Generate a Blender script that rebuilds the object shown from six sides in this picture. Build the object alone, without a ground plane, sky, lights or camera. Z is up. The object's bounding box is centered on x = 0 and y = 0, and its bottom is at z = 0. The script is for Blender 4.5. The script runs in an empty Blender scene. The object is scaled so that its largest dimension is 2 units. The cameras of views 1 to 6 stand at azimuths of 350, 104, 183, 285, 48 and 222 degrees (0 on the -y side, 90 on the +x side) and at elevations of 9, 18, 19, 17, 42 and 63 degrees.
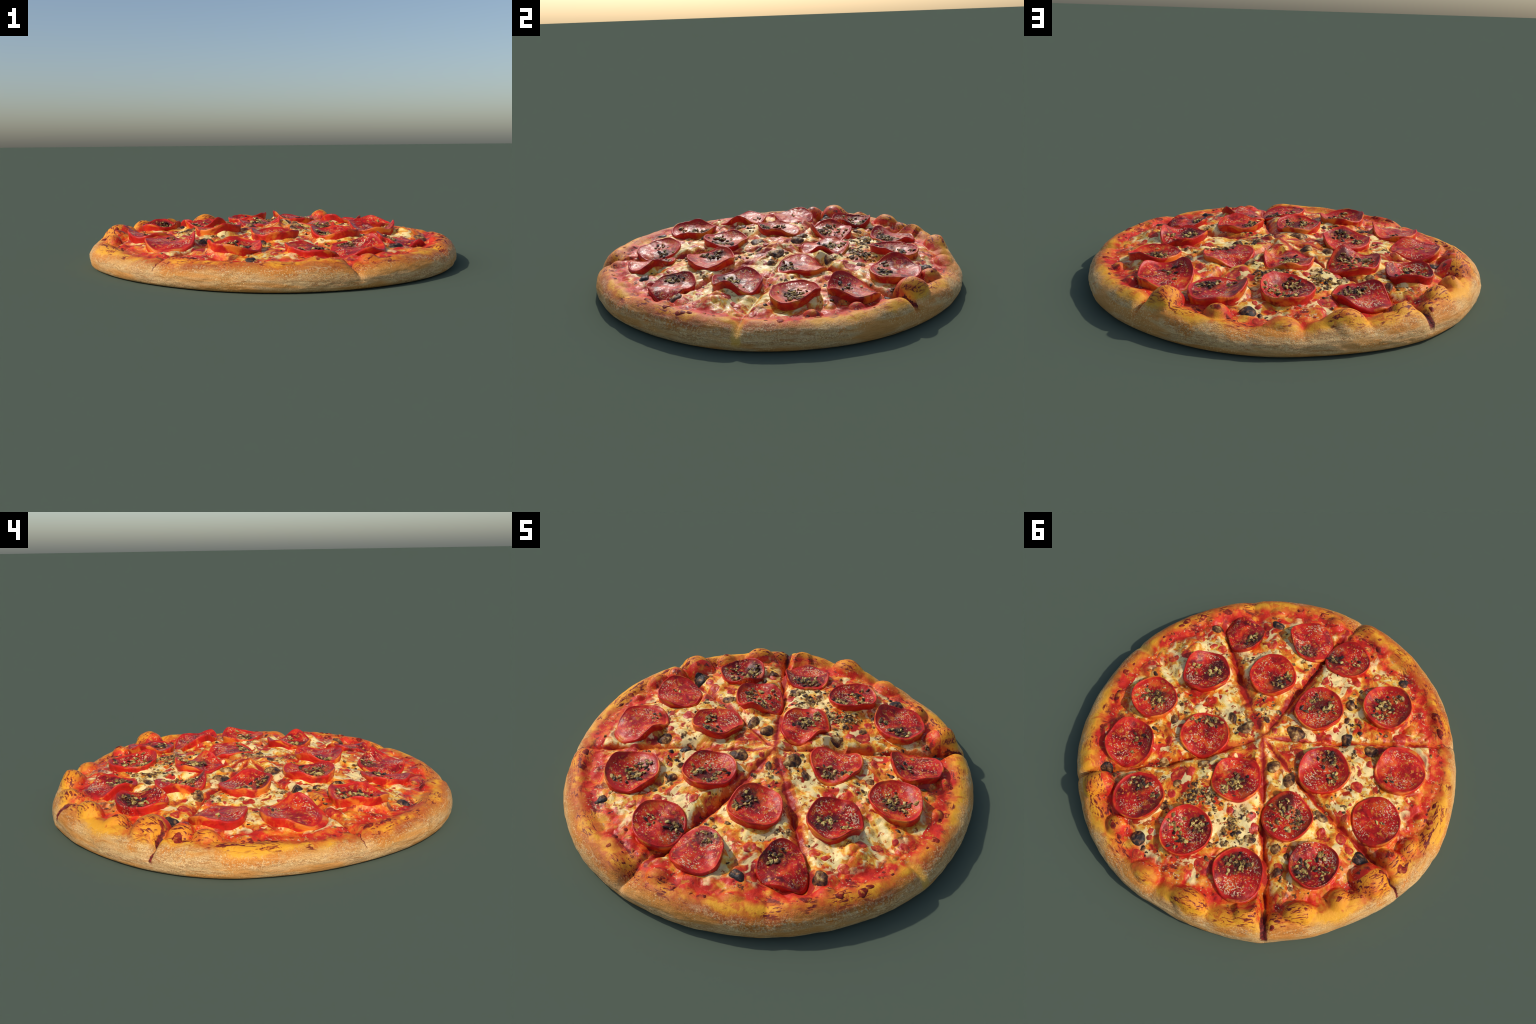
# A whole baked pepperoni pizza, cut into slices, built part by part.
import bpy, math
import numpy as np

rng = np.random.RandomState(7)
TAU = 2 * math.pi

# ------------------------------------------------------------------ noise
_perm = np.random.RandomState(11).permutation(256)
_perm = np.concatenate([_perm, _perm, _perm])
_grad = np.random.RandomState(12).normal(size=(256, 3))
_grad /= np.linalg.norm(_grad, axis=1)[:, None]


def perlin(x, y, z=0.0):
    x, y, z = np.broadcast_arrays(np.asarray(x, float), np.asarray(y, float), np.asarray(z, float))
    xi, yi, zi = np.floor(x).astype(int), np.floor(y).astype(int), np.floor(z).astype(int)
    xf, yf, zf = x - xi, y - yi, z - zi
    u, v, w = (t * t * t * (t * (t * 6 - 15) + 10) for t in (xf, yf, zf))
    xi, yi, zi = xi & 255, yi & 255, zi & 255

    def corner(i, j, k):
        g = _grad[_perm[_perm[_perm[xi + i] + yi + j] + zi + k]]
        return g[..., 0] * (xf - i) + g[..., 1] * (yf - j) + g[..., 2] * (zf - k)

    def mix(a, b, t):
        return a + (b - a) * t
    return mix(mix(mix(corner(0, 0, 0), corner(1, 0, 0), u), mix(corner(0, 1, 0), corner(1, 1, 0), u), v),
               mix(mix(corner(0, 0, 1), corner(1, 0, 1), u), mix(corner(0, 1, 1), corner(1, 1, 1), u), v), w) * 1.5


def smooth(a, b, x):
    t = np.clip((x - a) / (b - a), 0, 1)
    return t * t * (3 - 2 * t)


def periodic(values):
    """Smooth closed curve through values given every 10 degrees from -180."""
    v = np.asarray(values, float)
    n = len(v)

    def f(deg):
        t = (np.asarray(deg, float) + 180.0) / 360.0 * n
        i = np.floor(t).astype(int)
        s = t - i
        a, b, c, d = (v[(i + k) % n] for k in (-1, 0, 1, 2))
        return b + 0.5 * s * (c - a + s * (2 * a - 5 * b + 4 * c - d + s * (3 * (b - c) + d - a)))
    return f


# ------------------------------------------------------------------ dough
OUTLINE = periodic([1.0, 1.0, .987, .979, .973, .975, .984, .992, .998, 1.0, .997, .992, .991, .99, .987, .985, .986, .992,
                    .998, .998, .998, 1.001, 1.004, 1.003, 1.002, 1.004, 1.004, .999, .988, .985, .992, .997, .992, .988, .988, .995])
CREST = periodic([.128, .124, .116, .112, .112, .130, .127, .123, .125, .131, .137, .125, .122, .122, .122, .135, .134, .132,
                  .126, .118, .117, .118, .126, .138, .134, .128, .113, .116, .128, .135, .137, .137, .135, .13, .135, .135])
CREST_IN = 0.078      # how far the crest of the crust stands inside the outline
FOOT_IN = 0.148       # where the inner slope of the crust meets the topping
WIDEST_Z = 0.047
TUCK = 0.034

# air bubbles in the crust: angle, radius, radial half size, tangential half size, height of the top
BUBBLES = [(57.8, .890, .092, .080, .196), (74, .870, .06, .065, .160), (92.5, .900, .060, .075, .143), (108.5, .908, .072, .105, .176), (126.5, .885, .072, .066, .168),
           (142, .892, .060, .088, .177), (155, .875, .06, .06, .162), (166.5, .865, .088, .088, .191), (175.8, .850, .072, .066, .176), (-177, .872, .055, .07, .162), (37, .855, .042, .05, .140),
           (22.5, .855, .04, .05, .137), (30, .80, .03, .04, .127), (-166, .85, .04, .05, .132), (-72, .875, .05, .06, .138), (-90, .885, .05, .07, .139), (-25, .87, .04, .05, .142), (-50, .87, .04, .06, .132)]
# dips of the crust where a cut runs out: angle, depth, half width in degrees
NOTCHES = [(-79.0, .042, 2.6), (-136, .016, 1.6), (171.3, .036, .9), (131.5, .024, 1.1), (52.6, .044, .8), (1.5, .028, 1.8), (-41, .008, 2.0), (97.5, .03, 2.6), (115, .02, 3.0), (84, .018, 3.5), (-75.0, .026, 4.5)]
HUB = (0.035, 0.015)
# cuts: far end, depth, half width, where it is deepest (from the hub), sideways bow
CUTS = [((.186, -.848), .058, .017, .62, .006), ((.873, .022), .028, .022, .50, .022), ((.703, -.385), .062, .019, .66, .008), ((-.921, .115), .040, .012, .64, -.016),
        ((-.678, -.656), .036, .010, .62, -.006), ((-.677, .742), .052, .014, .70, -.004), ((.598, .766), .056, .014, .45, .014)]
# heaps of melted cheese: x, y, half size, height
MOUNDS = [(.735, -.140, .066, .044), (.09, .03, .10, .022), (.02, .08, .06, .014), (.03, -.09, .07, .012), (-.25, -.74, .07, .012), (.11, .74, .06, .010),
          (.30, .77, .05, .012), (.55, .35, .06, .010), (.43, -.69, .06, .010), (-.59, .05, .04, .018), (.13, .27, .04, .014), (.23, .30, .04, .010), (.59, .63, .05, .016), (.37, -.76, .05, .010), (.40, -.555, .04, -.012), (-.70, .20, .07, .008), (.80, .07, .06, .012), (-.48, -.44, .07, .008),
          (.66, .37, .05, .012), (.78, .27, .05, .012), (-.48, -.63, .06, .014), (.33, .33, .05, .010), (.21, .37, .05, .010), (.19, -.12, .05, .012), (.50, -.21, .05, .012),
          (.09, -.51, .05, .012), (.04, -.86, .06, .013), (.30, -.80, .05, .012), (.20, -.75, .05, .010), (.73, -.51, .05, .012), (.20, -.455, .05, -.014), (.16, -.19, .04, -.012), (-.26, -.22, .05, -.012)]

# ------------------------------------------------------------------ pepperoni rims
# x, y, mean radius, radius waves (2 and 3 round), mean rim height, rim waves (1 to 4 round)
PEPPERONI = [
    (0.546, -0.079, 0.125, -0.001, 0.003, -0.002, -0.000, 0.177, -0.003, -0.003, 0.008, -0.014, 0.006, -0.004, 0.011, -0.006),
    (0.636, 0.222, 0.124, 0.007, -0.005, 0.001, -0.002, 0.170, -0.002, 0.009, -0.008, 0.005, -0.006, 0.001, 0.000, -0.003),
    (0.532, 0.485, 0.127, 0.002, 0.000, -0.003, -0.000, 0.157, 0.007, -0.029, 0.005, 0.019, -0.001, -0.013, -0.004, -0.005),
    (0.279, 0.191, 0.126, -0.000, -0.000, -0.006, -0.001, 0.164, 0.003, -0.004, 0.011, 0.019, -0.002, -0.003, 0.004, -0.006),
    (0.584, -0.415, 0.114, 0.003, -0.008, 0.009, 0.000, 0.138, -0.026, 0.005, 0.002, -0.011, -0.012, -0.003, -0.012, -0.002),
    (0.278, -0.634, 0.125, 0.007, -0.007, 0.004, 0.000, 0.144, 0.026, 0.018, -0.008, 0.003, -0.002, 0.014, -0.002, 0.006),
    (0.266, -0.301, 0.126, 0.002, -0.001, 0.002, -0.001, 0.187, -0.003, 0.003, -0.004, -0.009, -0.009, 0.005, 0.000, -0.003),
    (0.049, -0.673, 0.123, 0.002, -0.004, -0.003, -0.001, 0.149, -0.026, 0.003, -0.009, -0.004, -0.005, -0.000, 0.001, 0.003),
    (-0.057, -0.310, 0.125, -0.003, 0.002, 0.000, -0.002, 0.193, -0.003, -0.003, -0.003, -0.006, -0.007, -0.001, 0.002, -0.005),
    (-0.303, -0.581, 0.131, -0.004, -0.003, -0.002, 0.001, 0.174, -0.007, 0.004, 0.002, 0.011, 0.001, -0.002, 0.008, -0.001),
    (-0.315, -0.058, 0.125, -0.001, 0.005, -0.000, -0.003, 0.194, 0.009, -0.019, 0.004, -0.005, 0.002, 0.003, 0.006, 0.006),
    (-0.589, -0.342, 0.134, -0.011, -0.002, -0.003, 0.002, 0.160, 0.011, 0.017, 0.021, -0.007, 0.006, -0.003, 0.009, 0.001),
    (-0.346, 0.250, 0.124, 0.003, 0.001, 0.003, -0.001, 0.178, -0.017, -0.015, -0.009, -0.016, -0.015, -0.012, -0.001, 0.006),
    (-0.675, -0.038, 0.123, 0.002, -0.005, 0.003, 0.001, 0.160, -0.012, -0.012, 0.005, -0.007, -0.005, 0.008, -0.001, 0.002),
    (-0.603, 0.340, 0.116, -0.004, 0.004, 0.002, 0.001, 0.177, 0.003, 0.002, -0.003, -0.002, 0.004, -0.011, 0.000, -0.006),
    (0.268, 0.663, 0.128, 0.002, -0.000, -0.003, -0.001, 0.170, -0.015, -0.001, 0.009, -0.002, -0.005, -0.002, 0.007, 0.002),
    (-0.040, 0.636, 0.125, -0.005, 0.003, 0.000, -0.002, 0.181, 0.009, -0.011, 0.001, -0.010, -0.000, -0.004, 0.002, -0.000),
    (-0.367, 0.610, 0.127, 0.002, -0.008, 0.002, 0.002, 0.144, 0.007, -0.014, -0.004, 0.016, 0.005, 0.001, -0.010, 0.000),
    (-0.025, 0.269, 0.126, -0.006, -0.001, -0.004, 0.003, 0.179, -0.001, 0.010, 0.007, -0.006, 0.009, -0.004, 0.016, -0.005),
]
# how far the middle of each slice of sausage lies below its rim on average
SAG = [.034, .040, .016, .018, .0, .014, .044, .016, .040, .038, .030, .006, .040, .004, .040, .016, .040, .027, .044]


def rim_radius(p, a):
    wave = 1 + 0.022 * perlin(np.cos(a) * 2.2 + p[0] * 53, np.sin(a) * 2.2 + p[1] * 47, .5)
    return wave * (p[2] + p[3] * np.cos(2 * a) + p[4] * np.sin(2 * a) + p[5] * np.cos(3 * a) + p[6] * np.sin(3 * a))


def rim_height(p, a):
    z = p[7] + 0.006 * perlin(np.cos(a) * 2.6 + p[0] * 31, np.sin(a) * 2.6 + p[1] * 37, .3)
    for k in range(4):
        z = z + p[8 + 2 * k] * np.cos((k + 1) * a) + p[9 + 2 * k] * np.sin((k + 1) * a)
    return z


def topping_level(r):
    return 0.116 + 0.056 * (1 - np.clip(r / 0.83, 0, 1.05) ** 2)


def pepperoni_middle(i):
    p = PEPPERONI[i]
    return max(p[7] - SAG[i], topping_level(math.hypot(p[0], p[1])) + 0.004)


def pepperoni_top(i, x, y):
    """Height of the upper face of one pepperoni at x, y (and the relative radius)."""
    p = PEPPERONI[i]
    a = np.arctan2(y - p[1], x - p[0])
    q = np.hypot(x - p[0], y - p[1]) / rim_radius(p, a)
    zc = pepperoni_middle(i)
    z = zc + (rim_height(p, a) - zc) * np.clip(q, 0, 1.2) ** 2.6
    z = z + (0.0045 * perlin(x * 16 + i * 7, y * 16, i) + 0.0022 * perlin(x * 38 + i * 3, y * 38, i)) * (1 - np.clip(q, 0, 1) ** 4)
    return z, q


def cut_distance(x, y, cut):
    (ex, ey), depth, width, deepest, bow = cut
    dx, dy = ex - HUB[0], ey - HUB[1]
    length = math.hypot(dx, dy)
    dx, dy = dx / length, dy / length
    along = (x - HUB[0]) * dx + (y - HUB[1]) * dy
    across = -(x - HUB[0]) * dy + (y - HUB[1]) * dx
    across = across - bow * np.sin(np.clip(along / length, 0, 1) * math.pi) * 1.4 + 0.006 * perlin(along * 9, ex * 20 + 3)
    return along, across, length


def upper(x, y, relief=True):
    """Height of the upper side of the dough with its topping."""
    x, y = np.asarray(x, float), np.asarray(y, float)
    r, deg = np.hypot(x, y), np.degrees(np.arctan2(y, x))
    R, H = OUTLINE(deg), CREST(deg)
    H = H + 0.006 * perlin(np.cos(np.radians(deg)) * 5 + 9, np.sin(np.radians(deg)) * 5)
    for ang, depth, wide in NOTCHES:
        d = (deg - ang + 180) % 360 - 180
        H = H - depth * np.exp(-(np.abs(d) / wide) ** 1.4)
    d = R - r
    level = topping_level(r)
    inner = level + 0.013 * perlin(x * 5, y * 5, 3.3) + 0.010 * perlin(x * 11, y * 11, 1.1)
    ruff = np.abs(perlin(x * 17, y * 17, 5.5))
    inner = inner + 0.013 * (ruff - 0.3) + 0.0030 * perlin(x * 34, y * 34, 2.2)
    for mx, my, ms, mh in MOUNDS:
        inner = inner + mh * np.exp(-(((x - mx) ** 2 + (y - my) ** 2) / ms ** 2) ** 1.3)
    foot = FOOT_IN + 0.03 * perlin(x * 6, y * 6, 8.8)
    t = smooth(CREST_IN, foot, d)
    lip = np.clip((CREST_IN - d) / CREST_IN, 0, 1)
    rim = WIDEST_Z + (H - WIDEST_Z) * np.sqrt(np.clip(1 - lip ** 1.65, 0, 1))
    z = np.where(d < CREST_IN, rim, H + (inner - H) * t)
    w = np.sqrt(np.clip(1 - lip ** 1.65, 0, 1))
    for ang, rad, sr, st, h in BUBBLES:
        c, s = math.cos(math.radians(ang)), math.sin(math.radians(ang))
        u, v = x * c + y * s - rad, -x * s + y * c
        near = (np.abs(u) < sr * 1.5) & (np.abs(v) < st * 1.5)
        if near.any():
            rho = ((u[near] / sr) ** 2 + (v[near] / st) ** 2) * (1 + .45 * perlin(x[near] * 13, y[near] * 13, ang))
            dome = .088 + (h - .088) * np.sqrt(np.clip(1 - rho, 0, 1)) - .05 * np.clip(rho - 1, 0, 2)
            dome = WIDEST_Z + (dome - WIDEST_Z) * np.clip(w[near] * 1.08, 0, 1)
            soft = .016
            gap = np.clip((dome - z[near]) / soft, -1, 1)
            z[near] = np.where(gap >= 1, dome, np.where(gap <= -1, z[near], z[near] + soft * (gap + 1) ** 2 / 4))
    for ang, depth, wide in NOTCHES[:7]:
        d = np.abs((deg - ang + 180) % 360 - 180)
        z = z - .30 * depth * w * np.exp(-(d / .9) ** 1.3) * smooth(.70, .80, r)
    z = z + w * (1 - t) * (0.004 * perlin(x * 9, y * 9, 4.4) + 0.0022 * perlin(x * 24, y * 24, 6.6))
    for cut in CUTS:
        along, across, length = cut_distance(x, y, cut)
        deep = cut[1] * np.exp(-((along - cut[3]) / 0.34) ** 2) + 0.22 * cut[1]
        deep = deep * (0.85 + 0.6 * perlin(along * 7, cut[3] * 31, 2.7)) * smooth(0.0, 0.06, along) * (1 - smooth(length - 0.1, length - 0.02, along))
        z = z - deep * (0.62 * np.exp(-np.abs(across / cut[2]) ** 1.5) + 0.38 * np.exp(-(across / (cut[2] * 3.0)) ** 2))
    for i, p in enumerate(PEPPERONI):
        near = np.hypot(x - p[0], y - p[1]) < 0.24
        if not near.any():
            continue
        xn, yn, zn = x[near], y[near], z[near]
        a = np.arctan2(yn - p[1], xn - p[0])
        rad, rim_z = rim_radius(p, a), rim_height(p, a)
        pz, q = pepperoni_top(i, xn, yn)
        over = np.where(q < 1, 0, (q - 1) * rad)
        roof = np.where(q < 0.97, pz - 0.014, rim_z - 0.011 + over * 0.9)
        floor = np.where(q < 0.97, np.minimum(rim_z - 0.040, pz - 0.014), rim_z - 0.040 - over * 1.1)
        z[near] = np.maximum(np.minimum(zn, roof), floor)
    return z


# ------------------------------------------------------------------ node helpers
class Nodes:
    def __init__(self, name):
        self.mat = bpy.data.materials.new(name)
        self.mat.use_nodes = True
        self.tree = self.mat.node_tree
        self.bsdf = self.tree.nodes["Principled BSDF"]
        self._obj = None

    def new(self, kind, **props):
        n = self.tree.nodes.new(kind)
        for k, v in props.items():
            setattr(n, k, v)
        return n

    def put(self, socket, value):
        if isinstance(value, bpy.types.NodeSocket):
            self.tree.links.new(value, socket)
        elif isinstance(value, (tuple, list)):
            socket.default_value = (*value, 1.0) if len(value) == 3 and socket.type == "RGBA" else value
        else:
            socket.default_value = value

    @property
    def obj(self):
        if self._obj is None:
            self._obj = self.new("ShaderNodeTexCoord").outputs["Object"]
        return self._obj

    def math(self, op, a, b=0.0, c=0.0, clamp=False):
        n = self.new("ShaderNodeMath", operation=op, use_clamp=clamp)
        for s, v in zip(n.inputs, (a, b, c)):
            self.put(s, v)
        return n.outputs[0]

    def vmath(self, op, a, b=(0, 0, 0)):
        n = self.new("ShaderNodeVectorMath", operation=op)
        self.put(n.inputs[0], a)
        self.put(n.inputs[1], b)
        return n.outputs["Value"] if op in ("LENGTH", "DISTANCE", "DOT_PRODUCT") else n.outputs[0]

    def scaled(self, v, scale=(1, 1, 1), shift=(0, 0, 0)):
        n = self.new("ShaderNodeMapping")
        self.put(n.inputs["Vector"], v)
        n.inputs["Scale"].default_value = scale
        n.inputs["Location"].default_value = shift
        return n.outputs[0]

    def noise(self, scale, detail=3.0, rough=0.55, warp=0.0, v=None):
        n = self.new("ShaderNodeTexNoise")
        self.put(n.inputs["Vector"], v or self.obj)
        n.inputs["Scale"].default_value, n.inputs["Detail"].default_value = scale, detail
        n.inputs["Roughness"].default_value, n.inputs["Distortion"].default_value = rough, warp
        return n.outputs["Fac"]

    def voronoi(self, scale, feature="F1", rand=1.0, v=None, out="Distance"):
        n = self.new("ShaderNodeTexVoronoi", feature=feature)
        self.put(n.inputs["Vector"], v or self.obj)
        n.inputs["Scale"].default_value, n.inputs["Randomness"].default_value = scale, rand
        return n.outputs[out]

    def ramp(self, fac, stops, mode="LINEAR"):
        n = self.new("ShaderNodeValToRGB")
        e = n.color_ramp.elements
        n.color_ramp.interpolation = mode
        while len(e) < len(stops):
            e.new(0.5)
        for el, (pos, col) in zip(e, stops):
            el.position, el.color = pos, (*col, 1.0)
        self.put(n.inputs[0], fac)
        return n.outputs[0]

    def mask(self, v, lo, hi):
        """0 below lo, 1 above hi (or the other way round when lo > hi)."""
        n = self.new("ShaderNodeMapRange", interpolation_type="SMOOTHSTEP")
        self.put(n.inputs[0], v)
        n.inputs[1].default_value, n.inputs[2].default_value = min(lo, hi), max(lo, hi)
        n.inputs[3].default_value, n.inputs[4].default_value = (0, 1) if lo < hi else (1, 0)
        return n.outputs[0]

    def mix(self, fac, a, b):
        n = self.new("ShaderNodeMix", data_type="RGBA")
        self.put(n.inputs[0], fac)
        self.put(n.inputs[6], a)
        self.put(n.inputs[7], b)
        return n.outputs[2]

    def radius(self):
        return self.vmath("LENGTH", self.vmath("MULTIPLY", self.obj, (1, 1, 0)))

    def xyz(self):
        n = self.new("ShaderNodeSeparateXYZ")
        self.put(n.inputs[0], self.obj)
        return n.outputs

    def bump(self, height, strength, distance):
        n = self.new("ShaderNodeBump")
        self.put(n.inputs["Height"], height)
        n.inputs["Strength"].default_value, n.inputs["Distance"].default_value = strength, distance
        self.put(self.bsdf.inputs["Normal"], n.outputs[0])

    def finish(self, color, rough=0.5, spec=0.5, coat=0.0):
        self.put(self.bsdf.inputs["Base Color"], color)
        self.put(self.bsdf.inputs["Roughness"], rough)
        self.bsdf.inputs["Specular IOR Level"].default_value = spec
        self.bsdf.inputs["Coat Weight"].default_value = coat
        self.bsdf.inputs["Coat Roughness"].default_value = 0.25
        return self.mat


CREAM, YELLOW, ORANGE, RED, DEEP, DARK = (1.0, .79, .36), (.95, .55, .07), (.84, .22, .014), (.66, .026, .010), (.26, .010, .008), (.040, .018, .014)


def sauce_color(k):
    """Baked tomato sauce: reds with orange oil and small pale flecks."""
    c = k.ramp(k.noise(10, 5, .62, .3), [(.29, DEEP), (.38, (.58, .017, .009)), (.51, (.74, .034, .010)), (.58, (.82, .14, .014)), (.67, (.90, .40, .04))])
    c = k.mix(k.mask(k.noise(30, 4, .65), .57, .65), c, (.76, .22, .02))
    c = k.mix(k.math("MULTIPLY", k.mask(k.noise(12, 4, .64, .6, v=k.scaled(k.obj, shift=(4, 2, 6))), .565, .63), .9), c, (.20, .012, .009))
    fleck = k.math("MULTIPLY", k.mask(k.noise(85, 2), .60, .66), k.mask(k.noise(13, 2), .48, .58))
    return k.mix(fleck, c, (.80, .52, .26))


def crust_material():
    k = Nodes("baked_crust")
    x, y, z = k.xyz()
    r = k.radius()
    theta = k.math("ARCTAN2", y, x)
    big, mid, fine = k.noise(4.5, 2), k.noise(16, 3), k.noise(80, 4, .65)
    wob = k.math("ADD", k.math("MULTIPLY", k.math("SUBTRACT", big, .5), .12), k.math("MULTIPLY", k.math("SUBTRACT", mid, .5), .04))
    wob = k.math("ADD", wob, k.math("MULTIPLY", k.math("SUBTRACT", fine, .5), .035))
    # how far the baking browned the dough: floury flank, toasted shoulder, golden crown
    edge = k.math("MULTIPLY", k.math("SUBTRACT", .99, r), 0.42)
    h = k.math("ADD", k.math("ADD", k.math("MULTIPLY", z, .72), edge), wob)
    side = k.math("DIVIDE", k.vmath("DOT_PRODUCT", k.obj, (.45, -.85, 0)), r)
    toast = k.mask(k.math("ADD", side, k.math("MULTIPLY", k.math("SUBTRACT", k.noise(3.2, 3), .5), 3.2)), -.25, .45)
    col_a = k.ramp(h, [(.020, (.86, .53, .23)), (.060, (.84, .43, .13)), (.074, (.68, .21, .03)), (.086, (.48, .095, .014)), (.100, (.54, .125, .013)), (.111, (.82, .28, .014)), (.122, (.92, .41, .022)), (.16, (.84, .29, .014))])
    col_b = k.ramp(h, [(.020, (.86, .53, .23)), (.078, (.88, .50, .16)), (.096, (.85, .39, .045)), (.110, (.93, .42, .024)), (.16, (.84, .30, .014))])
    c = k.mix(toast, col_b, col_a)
    band = k.math("MULTIPLY", k.mask(h, .040, .066), k.mask(h, .106, .088))
    c = k.mix(k.math("MULTIPLY", k.math("MULTIPLY", band, k.mask(k.noise(5.5, 4, .6, .5), .46, .58)), .85), c, (.82, .26, .024))
    flank = k.mask(h, .108, .074)
    # flour dust, fine wrinkles and dry crackle of the flank
    grain = k.scaled(k.obj, (1, 1, 2.6))
    warped = k.vmath("ADD", grain, k.vmath("MULTIPLY", k.noise_color(22), (.045, .045, .07)))
    crack = k.voronoi(88, "DISTANCE_TO_EDGE", v=warped)
    polar = k.new("ShaderNodeCombineXYZ")
    k.put(polar.inputs[0], k.math("MULTIPLY", theta, 5.0))
    k.put(polar.inputs[1], k.math("MULTIPLY", z, 34.0))
    k.put(polar.inputs[2], k.math("MULTIPLY", r, 8.0))
    streak = k.noise(2.2, 6, .66, .9, v=polar.outputs[0])
    broad = k.noise(.55, 2, .5, .3, v=polar.outputs[0])
    c = k.mix(k.math("MULTIPLY", flank, k.math("MULTIPLY", k.mask(fine, .49, .60), k.mask(broad, .42, .58))), c, (.94, .63, .29))
    c = k.mix(k.math("MULTIPLY", flank, k.math("MULTIPLY", k.mask(crack, .09, .01), k.math("MULTIPLY", k.mask(broad, .40, .58), .55))), c, (.44, .15, .03))
    c = k.mix(k.math("MULTIPLY", flank, k.math("MULTIPLY", k.mask(streak, .54, .62), .7)), c, (.54, .20, .038))
    c = k.mix(k.math("MULTIPLY", flank, k.math("MULTIPLY", k.mask(streak, .44, .36), .4)), c, (.94, .64, .30))
    c = k.mix(k.math("MULTIPLY", flank, k.math("MULTIPLY", k.mask(broad, .53, .38), .75)), c, (.76, .29, .045))
    crease = k.math("ABSOLUTE", k.math("SUBTRACT", streak, .5))
    c = k.mix(k.math("MULTIPLY", k.math("MULTIPLY", k.mask(crease, .022, .004), k.mask(h, .125, .085)), k.math("MULTIPLY", k.mask(broad, .42, .56), .75)), c, (.34, .10, .022))
    dots = k.math("MULTIPLY", k.mask(k.noise(150, 2), .56, .64), k.mask(k.noise(9, 2), .44, .56))
    c = k.mix(k.math("MULTIPLY", dots, k.math("MULTIPLY", k.mask(h, .120, .08), .8)), c, (.95, .62, .26))
    # darker oily veins and soft red blush over the crown
    crown = k.mask(r, .975, .925)
    c = k.mix(k.math("MULTIPLY", k.math("MULTIPLY", k.mask(k.noise(14, 5, .66, .8), .53, .61), crown), .75), c, (.66, .10, .010))
    # charred strokes, thickest on the raised bubbles
    stroke = k.noise(1.6, 4, .62, 1.1, v=polar_strokes(k, theta, r, z))
    patch = k.math("ADD", k.mask(k.noise(6.0, 2), .45, .53), k.mask(z, .145, .165), clamp=True)
    burnt = k.math("MULTIPLY", k.math("MULTIPLY", k.mask(stroke, .545, .59), patch), crown)
    blush = k.math("MULTIPLY", k.math("MULTIPLY", k.mask(stroke, .49, .56), patch), crown)
    c = k.mix(k.math("MULTIPLY", blush, .8), c, (.66, .09, .010))
    c = k.mix(burnt, c, (.18, .014, .009))
    # sauce and oil creeping up the inner slope
    creep = k.math("ADD", r, k.math("ADD", k.math("MULTIPLY", k.math("SUBTRACT", big, .5), .14), k.math("MULTIPLY", k.math("SUBTRACT", k.noise(13, 4), .5), .16)))
    creep = k.math("ADD", creep, k.math("MULTIPLY", k.math("MAXIMUM", k.math("SUBTRACT", z, .132), 0.0), 1.9))
    c = k.mix(k.math("MULTIPLY", k.mask(creep, .938, .898), .8), c, k.mix(k.mask(k.noise(24, 3), .47, .57), (.66, .10, .012), (.72, .20, .014)))
    c = k.mix(k.mask(creep, .906, .868), c, sauce_color(k))
    c = k.mix(k.math("MULTIPLY", burnt, k.mask(creep, .84, .88)), c, (.17, .014, .010))
    # burnt seams where cuts run over the edge: angle, half width, lowest point
    for a, wide, low in ((131.6, .022, .045), (171.4, .008, .035), (53.2, .006, .075), (-136.2, .0025, .06)):
        d = k.math("ABSOLUTE", k.math("ADD", k.math("SUBTRACT", theta, math.radians(a)), k.math("MULTIPLY", k.math("SUBTRACT", mid, .5), .05)))
        m = k.math("MULTIPLY", k.mask(d, wide, wide * .6), k.math("MULTIPLY", k.mask(r, .84, .90), k.mask(z, low, low + .02)))
        c = k.mix(m, c, k.mix(k.mask(fine, .45, .60), (.10, .010, .010), (.26, .022, .014)))
    # bare yellow crumb where a cut pulled the crust open
    d = k.math("ABSOLUTE", k.math("ADD", k.math("SUBTRACT", theta, math.radians(1.4)), k.math("MULTIPLY", k.math("SUBTRACT", mid, .5), .08)))
    m = k.math("MULTIPLY", k.mask(d, .034, .010), k.math("MULTIPLY", k.mask(r, .86, .92), k.mask(z, .015, .05)))
    c = k.mix(k.math("MULTIPLY", m, .65), c, (.88, .48, .05))
    relief = k.math("ADD", k.math("MULTIPLY", k.mask(crack, 0, .10), k.math("MULTIPLY", flank, .35)), k.math("ADD", k.math("MULTIPLY", streak, k.math("MULTIPLY", flank, 1.3)), k.math("MULTIPLY", fine, .55)))
    k.bump(relief, .6, .007)
    return k.finish(c, .58, .3)


def polar_strokes(k, theta, r, z):
    """Coordinates that make short strokes running along the rim."""
    n = k.new("ShaderNodeCombineXYZ")
    k.put(n.inputs[0], k.math("MULTIPLY", theta, 11.0))
    k.put(n.inputs[1], k.math("MULTIPLY", r, 40.0))
    k.put(n.inputs[2], k.math("MULTIPLY", z, 40.0))
    return n.outputs[0]


def noise_color(self, scale, v=None):
    n = self.new("ShaderNodeTexNoise")
    self.put(n.inputs["Vector"], v or self.obj)
    n.inputs["Scale"].default_value = scale
    return n.outputs["Color"]


Nodes.noise_color = noise_color


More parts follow.
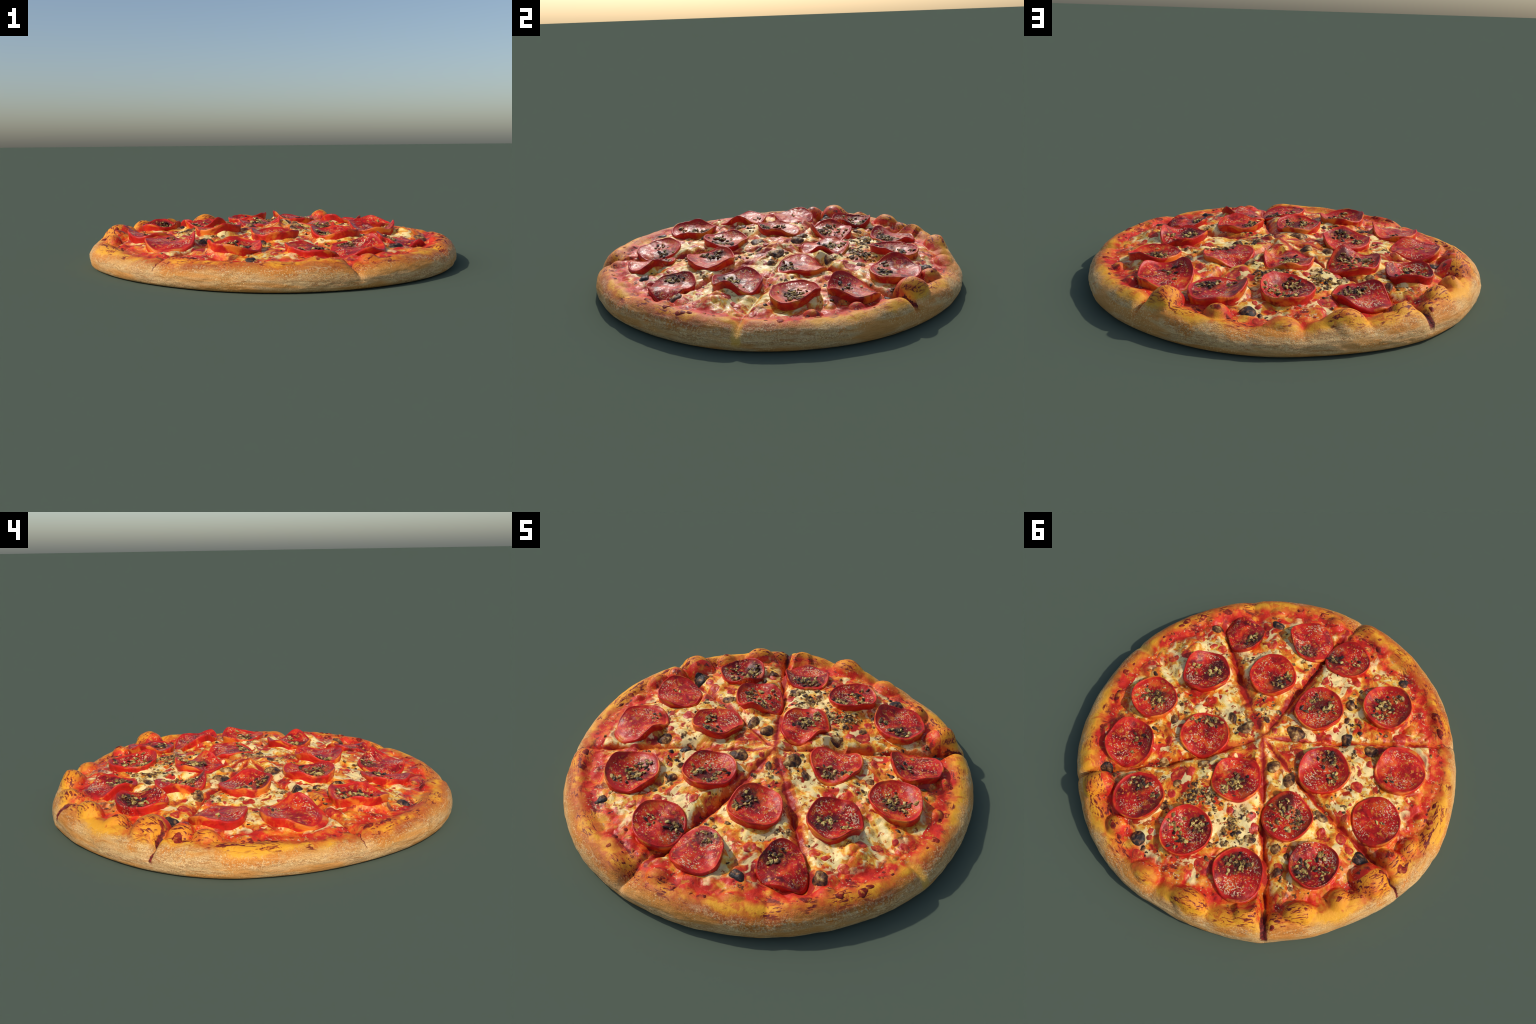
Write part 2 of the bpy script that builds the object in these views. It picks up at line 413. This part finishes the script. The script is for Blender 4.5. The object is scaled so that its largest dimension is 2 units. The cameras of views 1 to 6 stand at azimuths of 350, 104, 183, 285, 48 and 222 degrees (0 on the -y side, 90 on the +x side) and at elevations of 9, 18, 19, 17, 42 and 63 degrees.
def topping_material():
    k = Nodes("melted_cheese")
    r = k.radius()
    a = k.noise(8.5, 6, .62, .6)
    c = k.ramp(a, [(.35, CREAM), (.43, (1.0, .74, .26)), (.475, YELLOW), (.53, ORANGE), (.595, RED), (.72, DEEP)])
    c = k.mix(k.mask(k.noise(19, 4, .60, .6), .54, .62), c, (.76, .25, .022))
    c = k.mix(k.math("MULTIPLY", k.mask(k.noise(10, 3, .56, .8, v=k.scaled(k.obj, shift=(3, 1, 0))), .525, .575), .92), c, (1.0, .77, .33))
    c = k.mix(k.mask(k.noise(13, 3, .6, .4, v=k.scaled(k.obj, shift=(1, 8, 0))), .60, .65), c, (.46, .032, .012))
    c = k.mix(k.mask(k.noise(33, 4, .66, .4, v=k.scaled(k.obj, shift=(7, 5, 0))), .585, .63), c, (.40, .09, .016))
    # sauce shows through beside the crust and along the cuts
    out = k.math("ADD", r, k.math("ADD", k.math("MULTIPLY", k.math("SUBTRACT", k.noise(5, 3), .5), .42), k.math("MULTIPLY", k.math("SUBTRACT", k.noise(24, 3), .5), .12)))
    c = k.mix(k.mask(out, .755, .825), c, sauce_color(k))
    near = None
    for (ex, ey), depth, width, deepest, bow in CUTS[:1] + CUTS[2:]:
        dx, dy = ex - HUB[0], ey - HUB[1]
        n = math.hypot(dx, dy)
        dx, dy = dx / n, dy / n
        rel = k.vmath("SUBTRACT", k.obj, (HUB[0], HUB[1], 0))
        along, across = k.vmath("DOT_PRODUCT", rel, (dx, dy, 0)), k.vmath("DOT_PRODUCT", rel, (-dy, dx, 0))
        bend = k.math("MULTIPLY", k.math("SINE", k.math("MULTIPLY", along, math.pi / n)), bow * 1.4)
        m = k.math("DIVIDE", k.math("ABSOLUTE", k.math("SUBTRACT", across, bend)), max(width, .009) if depth > .02 else .006)
        m = k.math("ADD", m, k.math("ADD", k.math("MULTIPLY", k.mask(along, .0, -.012), 4.0), k.math("MULTIPLY", k.mask(along, .11, .03), .8)))
        near = m if near is None else k.math("MINIMUM", near, m)
    near = k.math("ADD", near, k.math("MULTIPLY", k.math("SUBTRACT", k.noise(9, 5, .66), .5), 9.0))
    c = k.mix(k.mask(near, 1.9, 1.0), c, (.72, .15, .014))
    c = k.mix(k.mask(near, .9, .2), c, (.42, .020, .010))
    # singed specks and blots
    speck = k.math("MULTIPLY", k.mask(k.noise(44, 3, .55), .60, .645), k.mask(k.noise(7, 2, .5, v=k.scaled(k.obj, shift=(2, 9, 0))), .58, .66))
    c = k.mix(speck, c, DARK)
    blot = k.mask(k.noise(17, 4, .66, .5, v=k.scaled(k.obj, shift=(9, 3, 0))), .645, .69)
    c = k.mix(k.math("MULTIPLY", blot, .9), c, (.085, .026, .014))
    k.bump(k.math("ADD", k.noise(38, 3, .55), k.math("MULTIPLY", k.noise(140, 2), .25)), .5, .006)
    return k.finish(c, k.ramp(k.noise(25, 2), [(.35, (.34,) * 3), (.65, (.55,) * 3)]), .30)


def pepperoni_material():
    k = Nodes("cured_sausage")
    info = k.new("ShaderNodeObjectInfo")
    shift = k.new("ShaderNodeCombineXYZ")
    k.put(shift.inputs[0], k.math("MULTIPLY", info.outputs["Random"], 37.0))
    k.put(shift.inputs[1], k.math("MULTIPLY", info.outputs["Random"], 11.0))
    v = k.vmath("ADD", k.obj, shift.outputs[0])
    q = k.math("DIVIDE", k.radius(), .125)
    tone = k.math("ADD", k.noise(14, 5, .62, .5, v=v), k.math("MULTIPLY", k.math("SUBTRACT", info.outputs["Random"], .5), .10))
    base = k.ramp(tone, [(.33, (.13, .006, .008)), (.43, (.36, .009, .009)), (.54, (.60, .015, .010)), (.64, (.78, .09, .013))])
    rim = k.mask(k.math("ADD", q, k.math("MULTIPLY", k.math("SUBTRACT", k.noise(20, 2, v=v), .5), .25)), .82, .95)
    c = k.mix(k.math("MULTIPLY", rim, k.math("ADD", .25, k.math("MULTIPLY", k.mask(k.noise(17, 4, .6, .4, v=v), .40, .60), .5))), base, (.66, .020, .011))
    inner = k.mask(q, .93, .82)
    oil = k.mask(k.noise(30, 4, .65, .4, v=v), .555, .65)
    c = k.mix(k.math("MULTIPLY", k.math("MULTIPLY", oil, inner), .85), c, (.68, .16, .018))
    size = k.noise(9, 2, v=v)
    grit = k.noise(125, 1, .5, .6, v=v)
    fat = k.math("MULTIPLY", k.mask(k.math("ADD", grit, k.math("MULTIPLY", k.math("SUBTRACT", size, .5), .55)), .605, .655), inner)
    c = k.mix(k.math("MULTIPLY", k.math("MULTIPLY", fat, k.mask(k.noise(7, 2, v=v), .40, .52)), .85), c, (.92, .60, .36))
    fat2 = k.math("MULTIPLY", k.mask(k.noise(62, 1, .5, .5, v=v), .62, .68), inner)
    c = k.mix(k.math("MULTIPLY", fat2, .8), c, (.76, .27, .045))
    # soot where the herbs lie thick
    hx, hy = k.new("ShaderNodeAttribute", attribute_type="OBJECT", attribute_name='["herb_x"]'), k.new("ShaderNodeAttribute", attribute_type="OBJECT", attribute_name='["herb_y"]')
    spot = k.new("ShaderNodeCombineXYZ")
    k.put(spot.inputs[0], hx.outputs["Fac"])
    k.put(spot.inputs[1], hy.outputs["Fac"])
    d = k.vmath("DISTANCE", k.vmath("MULTIPLY", k.obj, (1, 1, 0)), spot.outputs[0])
    d = k.math("ADD", d, k.math("MULTIPLY", k.math("SUBTRACT", k.noise(24, 4, v=v), .5), .16))
    c = k.mix(k.math("MULTIPLY", k.math("MULTIPLY", k.mask(d, .078, .022), inner), .85), c, (.065, .009, .010))
    # fatty side of the slice, orange with oil in places
    side = k.math("MULTIPLY", k.mask(q, .985, 1.0), k.mask(k.noise(11, 4, .62, .4, v=v), .46, .60))
    c = k.mix(k.math("MULTIPLY", side, .8), c, (.85, .24, .022))
    k.bump(k.math("ADD", k.math("MULTIPLY", fat, .9), k.math("MULTIPLY", k.noise(60, 3, v=v), .7)), .5, .005)
    return k.finish(c, k.mix(fat, (.40,) * 3, (.24,) * 3), .28)


def simple_material(name, stops, scale, rough, spec=.5, bump=.4, detail=4):
    k = Nodes(name)
    info = k.new("ShaderNodeObjectInfo")
    v = k.vmath("ADD", k.obj, info.outputs["Location"])
    f = k.noise(scale, detail, .6, .3, v=v)
    c = k.ramp(f, stops)
    k.bump(k.noise(scale * 3, 3, v=v), bump, .004)
    return k.finish(c, rough, spec)


def herb_material():
    k = Nodes("dried_herb")
    info = k.new("ShaderNodeObjectInfo")
    v = k.vmath("ADD", k.obj, info.outputs["Location"])
    tone = k.math("ADD", info.outputs["Random"], k.math("MULTIPLY", k.math("SUBTRACT", k.noise(90, 2, v=v), .5), .9))
    c = k.ramp(tone, [(.0, (.030, .012, .010)), (.36, (.085, .035, .016)), (.54, (.24, .13, .03)), (.76, (.48, .33, .07)), (1.0, (.70, .54, .17))])
    return k.finish(c, .55, .4)


def crumb_material():
    k = Nodes("herb_crumb")
    c = k.ramp(k.noise(42, 2), [(.34, (.030, .014, .012)), (.43, (.085, .034, .016)), (.51, (.29, .14, .032)), (.59, (.60, .40, .11)), (.68, (.80, .58, .24))])
    return k.finish(c, .6, .4)


# ------------------------------------------------------------------ mesh helpers
def make_object(name, verts, faces, mat, parent, location=(0, 0, 0)):
    me = bpy.data.meshes.new(name)
    me.from_pydata([tuple(v) for v in verts], [], faces)
    me.materials.append(mat)
    me.shade_smooth()
    o = bpy.data.objects.new(name, me)
    bpy.context.scene.collection.objects.link(o)
    o.location = location
    o.parent = parent
    return o


def grid_mesh(name, rings, mat, parent, close_first=False, close_last=False, keep=None, normals=None, location=(0, 0, 0)):
    """Mesh from an array [ring, segment, xyz] closed round the segments."""
    m, n, _ = rings.shape
    i, j = np.meshgrid(np.arange(m - 1), np.arange(n), indexing="ij")
    jn = (j + 1) % n
    quads = np.stack([i * n + j, (i + 1) * n + j, (i + 1) * n + jn, i * n + jn], -1).reshape(-1, 4)
    if keep is not None:
        quads = quads[keep[i, j].reshape(-1)]
    verts = rings.reshape(-1, 3)
    used, inverse = np.unique(quads, return_inverse=True)
    quads = inverse.reshape(-1, 4)
    verts = verts[used]
    faces = quads.tolist()
    if close_first:
        faces.append(list(range(n))[::-1])
    if close_last:
        faces.append(list(range((m - 1) * n, m * n)))
    o = make_object(name, verts.tolist(), faces, mat, parent, location)
    if normals is not None:
        o.data.normals_split_custom_set_from_vertices(normals.reshape(-1, 3)[used].tolist())
    return o


# ------------------------------------------------------------------ build
pizza = bpy.data.objects.new("pizza", None)
bpy.context.scene.collection.objects.link(pizza)
pizza["label"] = "round baked pepperoni pizza with blistered crust, cut into slices"
pizza["category"] = "pizza"

M_CRUST, M_TOP, M_PEP = crust_material(), topping_material(), pepperoni_material()
M_HERB, M_CRUMB = herb_material(), crumb_material()
M_OLIVE = simple_material("black_olive", [(.36, (.016, .011, .011)), (.50, (.030, .020, .018)), (.58, (.14, .055, .025)), (.68, (.40, .20, .07))], 34, .5, .35, .6)
M_MUSH = simple_material("roasted_brown", [(.34, (.022, .012, .010)), (.43, (.075, .026, .014)), (.52, (.22, .085, .025)), (.60, (.48, .26, .07)), (.68, (.74, .52, .22))], 30, .5, .3, .7)
M_CHAR = simple_material("charred_blister", [(.30, (.055, .010, .008)), (.43, (.17, .014, .008)), (.55, (.34, .022, .010)), (.66, (.7, .22, .03))], 38, .6, .2)
M_SPOT = simple_material("tomato_spot", [(.30, (.30, .010, .009)), (.42, (.54, .018, .010)), (.56, (.66, .06, .012)), (.64, (.80, .26, .04)), (.72, (.92, .62, .30))], 42, .42)

SEG = 1150
ang = np.arange(SEG) * TAU / SEG
deg = (np.degrees(ang) + 180) % 360 - 180
R = OUTLINE(deg)
Hub = np.array(HUB)
rim_xy = np.stack([(R - CREST_IN) * np.cos(ang), (R - CREST_IN) * np.sin(ang)], -1)
rings = []
steps = np.concatenate([np.linspace(0.0002, .80, 190), np.linspace(.80, 1.0, 62)[1:]])
pts = Hub + steps[:, None, None] * (rim_xy - Hub)
top = np.concatenate([pts, upper(pts[..., 0], pts[..., 1])[..., None]], -1)
# rolled outer edge of the crust
bend = np.linspace(0, 1, 34)[1:]
up = bend * math.pi / 2
rr = R[None] - CREST_IN + CREST_IN * np.sin(up)[:, None] ** (1 / 1.0)
px, py = rr * np.cos(ang), rr * np.sin(ang)
pz = upper(px * 1.0, py * 1.0)
pz[-1] = WIDEST_Z
over = np.stack([px, py, pz], -1)
down = np.linspace(0, 1, 26)[1:] * math.pi / 2
rd = R[None] - TUCK * (1 - np.cos(down))[:, None] ** 1.2
zd = WIDEST_Z * (1 - np.sin(down))[:, None] + 0 * rd
under = np.stack([rd * np.cos(ang), rd * np.sin(ang), zd], -1)
base_r = (R - TUCK)[None] * np.concatenate([np.linspace(1, 0, 8)[1:-1], [.0002]])[:, None]
base = np.stack([base_r * np.cos(ang), base_r * np.sin(ang), 0 * base_r], -1)
body = np.concatenate([top, over, under, base])
# wrinkles and seams of the outer flank
bx, by, bz = body[..., 0], body[..., 1], body[..., 2]
flank = smooth(len(steps) - 12, len(steps) + 16, np.arange(len(body)))[:, None] * smooth(0.0, 0.02, bz)
rad = np.hypot(bx, by)
push = 0.0045 * perlin(bx * 7, by * 7, bz * 9) + 0.0022 * perlin(bx * 15, by * 15, bz * 45) + 0.0013 * perlin(bx * 30, by * 30, bz * 90)
for a, depth, wide in NOTCHES[:7]:
    d = (np.degrees(np.arctan2(by, bx)) - a + 180) % 360 - 180
    push = push - (0.2 * depth) * np.exp(-(np.abs(d) / 0.9) ** 1.3) * smooth(0.02, 0.07, bz)
scale = 1 + push * flank / np.maximum(rad, 1e-3)
body[..., 0] *= scale
body[..., 1] *= scale

# whole-body normals, shared by the parts that are cut out of it
du = np.gradient(body, axis=0)
dv = np.roll(body, -1, 1) - np.roll(body, 1, 1)
nrm = np.cross(du, dv)
nrm /= np.linalg.norm(nrm, axis=-1, keepdims=True) + 1e-12
m_all = len(body)
r_mid = np.hypot(bx, by)
line = OUTLINE(np.degrees(np.arctan2(by, bx))) - FOOT_IN + 0.025 * perlin(bx * 7, by * 7, 2.0)
row = np.arange(m_all)[:, None]
is_top = (row < len(steps)) & (r_mid < line)
crust = grid_mesh("crust", body, M_CRUST, pizza, keep=~is_top, normals=nrm)
topping = grid_mesh("cheese_topping", body, M_TOP, pizza, keep=is_top, normals=nrm)
# middle of the topping
hub_ring = body[0]
zc = float(upper(np.array([HUB[0]]), np.array([HUB[1]]))[0])

HERB = [(1, 0.525, -0.122, 12, 0.037), (1, 0.595, -0.056, 4, 0.031), (2, 0.635, 0.206, 16, 0.056), (2, 0.686, 0.233, 6, 0.031), (3, 0.502, 0.453, 4, 0.043), (4, 0.307, 0.112, 10, 0.049), (4, 0.360, 0.172, 3, 0.025), (6, 0.250, -0.557, 5, 0.043), (7, 0.209, -0.297, 8, 0.043), (7, 0.207, -0.356, 5, 0.019), (8, 0.099, -0.630, 7, 0.037), (8, 0.006, -0.672, 4, 0.037), (9, -0.031, -0.337, 12, 0.062), (9, -0.091, -0.361, 5, 0.031), (10, -0.286, -0.579, 16, 0.037), (10, -0.306, -0.512, 6, 0.037), (10, -0.320, -0.665, 4, 0.031), (11, -0.294, -0.139, 14, 0.049), (11, -0.379, -0.062, 8, 0.031), (12, -0.575, -0.246, 2, 0.025), (13, -0.288, 0.206, 10, 0.056), (13, -0.398, 0.242, 10, 0.049), (13, -0.316, 0.301, 4, 0.049), (14, -0.670, -0.051, 1, 0.037), (15, -0.577, 0.403, 16, 0.043), (15, -0.584, 0.283, 6, 0.049), (15, -0.660, 0.324, 6, 0.037), (16, 0.315, 0.613, 10, 0.037), (16, 0.208, 0.599, 3, 0.025), (17, 0.020, 0.654, 10, 0.043), (17, -0.065, 0.565, 12, 0.037), (17, -0.051, 0.687, 8, 0.049), (18, -0.306, 0.588, 8, 0.049), (18, -0.354, 0.560, 6, 0.031), (19, -0.037, 0.281, 18, 0.037), (19, -0.033, 0.323, 5, 0.037), (5, 0.522, -0.417, 8, 0.037)]
LOOSE = [(0.517, 0.106, 8, 0.031), (0.500, 0.352, 10, 0.025), (0.347, 0.457, 10, 0.037), (0.209, -0.492, 12, 0.037), (-0.140, -0.481, 12, 0.037), (-0.252, -0.369, 14, 0.049), (0.184, -0.162, 8, 0.037), (0.120, -0.124, 12, 0.043), (-0.374, -0.247, 8, 0.031), (-0.447, 0.053, 10, 0.031), (-0.519, 0.001, 5, 0.019), (-0.465, -0.090, 6, 0.031), (-0.513, 0.492, 10, 0.037), (0.064, 0.476, 40, 0.049), (0.007, 0.434, 25, 0.037), (-0.184, 0.457, 45, 0.056), (-0.184, 0.545, 16, 0.037), (0.115, 0.364, 12, 0.037), (0.097, 0.515, 14, 0.031), (-0.279, 0.448, 20, 0.037), (-0.192, 0.588, 8, 0.037), (0.158, 0.614, 8, 0.031), (0.460, 0.655, 5, 0.019), (0.161, 0.032, 16, 0.043), (0.451, -0.273, 5, 0.025), (0.434, -0.325, 8, 0.031), (0.209, -0.298, 10, 0.037), (0.147, -0.528, 6, 0.037), (-0.315, 0.335, 8, 0.037), (-0.437, 0.128, 8, 0.031), (-0.294, -0.219, 10, 0.031), (-0.138, 0.357, 14, 0.049), (-0.064, 0.478, 12, 0.037), (-0.211, 0.343, 10, 0.037)]

# ---- pepperoni
PSEG = 128
pa = np.arange(PSEG) * TAU / PSEG
pepperonis = []
for i, p in enumerate(PEPPERONI):
    pr, ph = rim_radius(p, pa), rim_height(p, pa)
    rows = []
    qs = np.concatenate([[0.0], np.concatenate([np.linspace(.04, .90, 26), [.925, .945, .962]])])
    for q in qs:
        x, y = p[0] + q * pr * np.cos(pa), p[1] + q * pr * np.sin(pa)
        z, _ = pepperoni_top(i, x, y)
        z = z + .0022 * math.exp(-((q - .965) / .03) ** 2)
        rows.append(np.stack([x, y, z], -1))
    # rounded lip
    for q, dz in ((.980, .0006), (.996, -.0006), (1.009, -.0036), (1.017, -.0080)):
        rows.append(np.stack([p[0] + q * pr * np.cos(pa), p[1] + q * pr * np.sin(pa), ph + dz], -1))
    wx, wy = p[0] + .97 * pr * np.cos(pa), p[1] + .97 * pr * np.sin(pa)
    foot = np.minimum(upper(wx, wy) - .012, ph - .024)
    for t in (.25, .5, .75, 1.0):
        q = 1.017 - .055 * t - .012 * math.sin(t * math.pi * 1.5)
        rows.append(np.stack([p[0] + q * pr * np.cos(pa), p[1] + q * pr * np.sin(pa), (ph - .0080) * (1 - t) + foot * t], -1))
    rows = np.array(rows)
    org = np.array([p[0], p[1], pepperoni_middle(i)])
    o = grid_mesh("pepperoni", rows - org, M_PEP, pizza, close_last=True, location=org)
    own = [h for h in HERB if h[0] == i + 1]
    main = max(own, key=lambda h: h[3]) if own and sum(h[3] for h in own) > 4 else None
    o["herb_x"], o["herb_y"] = (float(main[1] - p[0]), float(main[2] - p[1])) if main else (9.0, 9.0)
    pepperonis.append(o)


# ---- dried herbs: chips of leaf and stalk
def chip(seed, size):
    g = np.random.RandomState(seed)
    nseg, rows = 5, []
    for t, w in ((-1, .25), (-.62, .85), (0, 1.0), (.6, .8), (1, .22)):
        a = np.arange(nseg) * TAU / nseg + g.uniform(-.45, .45, nseg)
        rad = w * g.uniform(.45, 1.35, nseg)
        rows.append(np.stack([np.full(nseg, t) + g.uniform(-.22, .22, nseg), rad * np.cos(a) * .68, rad * np.sin(a) * .36 + .18 * (1 - t * t)], -1))
    return np.array(rows) * size


chip_meshes = []
for s in range(7):
    o = grid_mesh("herb_flake", chip(100 + s, 1.0), M_HERB, None, close_first=True, close_last=True)
    o.data.shade_flat()
    chip_meshes.append(o.data)
    bpy.data.objects.remove(o)
for n, (pi, cx, cy, count, spread) in enumerate(HERB):
    p = PEPPERONI[pi - 1]
    made = 0
    while made < round(count * 1.12):
        x, y = cx + rng.normal() * spread * .62, cy + rng.normal() * spread * .62
        z, q = pepperoni_top(pi - 1, np.array([x]), np.array([y]))
        if q[0] > .88:
            x, y = cx + (x - cx) * .3, cy + (y - cy) * .3
            z, q = pepperoni_top(pi - 1, np.array([x]), np.array([y]))
            if q[0] > .9:
                made += 1
                continue
        made += 1
        o = bpy.data.objects.new("herb_flake", chip_meshes[rng.randint(7)])
        bpy.context.scene.collection.objects.link(o)
        o.parent = pepperonis[pi - 1]
        size = rng.uniform(.006, .0155)
        o.location = np.array([x, y, z[0] + size * .15]) - np.array(pepperonis[pi - 1].location)
        o.scale = (size * rng.uniform(.8, 1.35), size, size * rng.uniform(.7, 1.2))
        o.rotation_euler = (rng.uniform(-.5, .5), rng.uniform(-.6, .6), rng.uniform(0, TAU))
# crumbs of herb strewn over the cheese, too small and many to pick apart
cv, cf = [], []
loose = [(x, y, c, s) for x, y, c, s in LOOSE]
for n in range(60):
    a, rr_ = rng.uniform(0, TAU), .84 * math.sqrt(rng.uniform(.0, 1))
    loose.append((rr_ * math.cos(a), rr_ * math.sin(a), 1, .01))
spots = []
for cx, cy, count, spread in loose:
    for _ in range(round(count * (1.35 if count > 20 else .7))):
        spots.append((cx + rng.normal() * spread * .6, cy + rng.normal() * spread * .7))
spots = np.array(spots)
free = np.ones(len(spots), bool)
for i in range(len(PEPPERONI)):
    free &= pepperoni_top(i, spots[:, 0], spots[:, 1])[1] > 1.04
spots = spots[free]
places = [(x, y, z) for (x, y), z in zip(spots, upper(spots[:, 0], spots[:, 1]))]
for pi, cx, cy, count, spread in HERB:
    for _ in range(round(count * 1.3)):
        x, y = cx + rng.normal() * spread * .55, cy + rng.normal() * spread * .55
        z, q = pepperoni_top(pi - 1, np.array([x]), np.array([y]))
        if q[0] < .88:
            places.append((x, y, z[0]))
for x, y, z in places:
    size = rng.uniform(.0045, .0145)
    g = chip(int(rng.randint(9999)), size).reshape(-1, 3)
    a = rng.uniform(0, TAU)
    rot = np.array([[math.cos(a), -math.sin(a), 0], [math.sin(a), math.cos(a), 0], [0, 0, rng.uniform(.7, 1.3)]])
    start = len(cv)
    cv.extend((g @ rot.T + np.array([x, y, z + size * .15])).tolist())
    for i in range(4):
        for j in range(5):
            cf.append([start + i * 5 + j, start + (i + 1) * 5 + j, start + (i + 1) * 5 + (j + 1) % 5, start + i * 5 + (j + 1) % 5])
    cf.append([start + j for j in range(5)][::-1])
    cf.append([start + 20 + j for j in range(5)])
crumbs = make_object("herb_crumbs", cv, cf, M_CRUMB, pizza)
crumbs.data.shade_flat()
crumbs["kind"] = "stuff"


# ---- lumps that lie on the surface: olive pieces, tomato spots, charred blisters
def lump(name, x, y, size, height, mat, seed, stretch=1.0, turn=0.0, wobble=.25, dome=2.0, sink=.004):
    g = np.random.RandomState(seed)
    n = 36
    a = np.arange(n) * TAU / n
    edge = size * (1 + wobble * perlin(np.cos(a) * .8 + seed * 1.7, np.sin(a) * .8 + .5, seed * .37))
    rows = []
    for q in (0.0, .2, .4, .58, .74, .86, .94, 1.0):
        u, v = q * edge * stretch * np.cos(a), q * edge / stretch * np.sin(a)
        px_, py_ = x + u * math.cos(turn) - v * math.sin(turn), y + u * math.sin(turn) + v * math.cos(turn)
        h = height * (1 - q ** dome) ** .6
        h = h * (1 + .35 * perlin(px_ * 60, py_ * 60, seed)) - sink * q ** 4
        rows.append(np.stack([px_, py_, upper(px_, py_) + h], -1))
    rows = np.array(rows)
    org = np.array([x, y, float(upper(np.array([x]), np.array([y]))[0])])
    return grid_mesh(name, rows - org, mat, pizza, location=org)


OLIVE = [(0.722, -0.334, 0.033), (0.753, 0.107, 0.013), (0.463, 0.238, 0.023), (0.496, 0.152, 0.013), (0.242, 0.026, 0.026), (0.144, 0.026, 0.038), (0.524, 0.657, 0.030), (0.331, 0.442, 0.025), (0.162, 0.317, 0.029), (0.502, 0.343, 0.013), (0.493, -0.591, 0.031), (-0.265, -0.780, 0.028), (-0.065, -0.125, 0.041), (-0.272, -0.288, 0.031), (-0.415, -0.323, 0.034), (-0.154, -0.462, 0.028), (-0.202, -0.375, 0.018), (-0.301, -0.361, 0.014), (-0.137, -0.568, 0.013), (0.098, -0.081, 0.020), (-0.114, 0.095, 0.034), (-0.219, 0.091, 0.034), (-0.458, 0.124, 0.031), (-0.739, 0.152, 0.040), (-0.415, 0.396, 0.025), (-0.475, 0.390, 0.016), (-0.495, 0.482, 0.024), (-0.596, 0.493, 0.014), (0.119, 0.812, 0.033), (0.064, 0.828, 0.015), (0.183, 0.484, 0.021), (0.113, 0.427, 0.016), (0.139, 0.613, 0.022), (-0.204, 0.659, 0.014), (-0.287, 0.447, 0.028), (-0.091, 0.745, 0.013)]
for n, (x, y, s) in enumerate(OLIVE):
    olive = n in (6, 10, 11, 13, 23, 28)
    lump("olive_piece" if olive else "roasted_mushroom", x, y, s * 1.12, min(.022, s * .6) * rng.uniform(.55, .9), M_OLIVE if olive else M_MUSH, n + 1, rng.uniform(1.0, 1.25), rng.uniform(0, TAU), .40, 2.6, .008)
SPOT = [(0.746, -0.227, 0.026), (0.658, -0.241, 0.019), (0.759, -0.034, 0.023), (0.715, -0.090, 0.026), (0.832, 0.062, 0.025), (0.417, 0.032, 0.019), (0.392, 0.342, 0.024), (0.608, -0.261, 0.025), (0.784, 0.057, 0.016), (0.419, -0.461, 0.033), (0.122, -0.416, 0.030), (0.037, -0.476, 0.026), (-0.140, -0.697, 0.023), (-0.079, -0.595, 0.031), (-0.197, -0.290, 0.019), (-0.199, -0.217, 0.031), (-0.463, -0.482, 0.038), (-0.235, -0.410, 0.013), (0.020, -0.056, 0.019), (-0.521, 0.189, 0.026), (-0.605, 0.138, 0.036), (-0.675, 0.162, 0.023), (-0.489, -0.116, 0.033), (-0.521, 0.052, 0.018), (-0.554, 0.052, 0.023), (-0.457, -0.259, 0.025), (-0.493, 0.462, 0.031), (-0.214, 0.696, 0.041), (0.075, 0.770, 0.016), (0.220, 0.450, 0.038), (0.163, 0.539, 0.023), (0.177, 0.393, 0.025), (-0.116, 0.406, 0.019), (-0.262, 0.386, 0.025), (-0.212, 0.362, 0.025), (0.061, 0.867, 0.031), (0.094, 0.743, 0.016)]
for n, (x, y, s) in enumerate(SPOT):
    lump("tomato_spot", x, y, s, .0035, M_SPOT, n + 61, rng.uniform(1.0, 1.2), rng.uniform(0, TAU), .40, 3.0, .002)
CHAR = [(0.888, 0.203, 0.025), (0.839, -0.339, 0.024), (0.771, -0.454, 0.026), (0.888, -0.256, 0.028), (0.886, -0.214, 0.018), (0.883, -0.143, 0.015), (0.903, -0.094, 0.011), (0.721, 0.519, 0.013), (0.822, 0.361, 0.019), (0.825, 0.313, 0.013), (0.705, 0.598, 0.009), (0.895, 0.141, 0.010), (0.868, -0.110, 0.011), (0.484, -0.752, 0.013), (0.435, -0.786, 0.013), (0.368, -0.825, 0.016), (0.302, -0.838, 0.009), (0.151, -0.845, 0.009), (0.094, -0.839, 0.016), (0.013, -0.903, 0.015), (-0.020, -0.857, 0.019), (-0.030, -0.795, 0.013), (0.077, -0.879, 0.008), (0.025, -0.850, 0.014), (-0.514, -0.725, 0.028), (-0.602, -0.659, 0.028), (-0.581, -0.697, 0.013), (-0.376, -0.797, 0.006), (-0.829, -0.316, 0.016), (-0.865, -0.228, 0.019), (-0.881, -0.201, 0.013), (-0.921, 0.057, 0.028), (-0.864, 0.141, 0.022), (-0.799, 0.380, 0.016), (-0.660, 0.684, 0.016), (-0.927, -0.112, 0.008), (-0.815, 0.307, 0.016), (-0.865, 0.293, 0.010), (-0.719, 0.522, 0.010), (0.249, 0.850, 0.023), (0.191, 0.869, 0.015), ]
for n, (x, y, s) in enumerate(CHAR):
    lump("char_blister", x, y, s * .85, min(.0042, s * .20), M_CHAR, n + 121, rng.uniform(1.0, 1.35), math.atan2(y, x) + math.pi / 2 + rng.uniform(-.5, .5), .55, 2.2, .002)
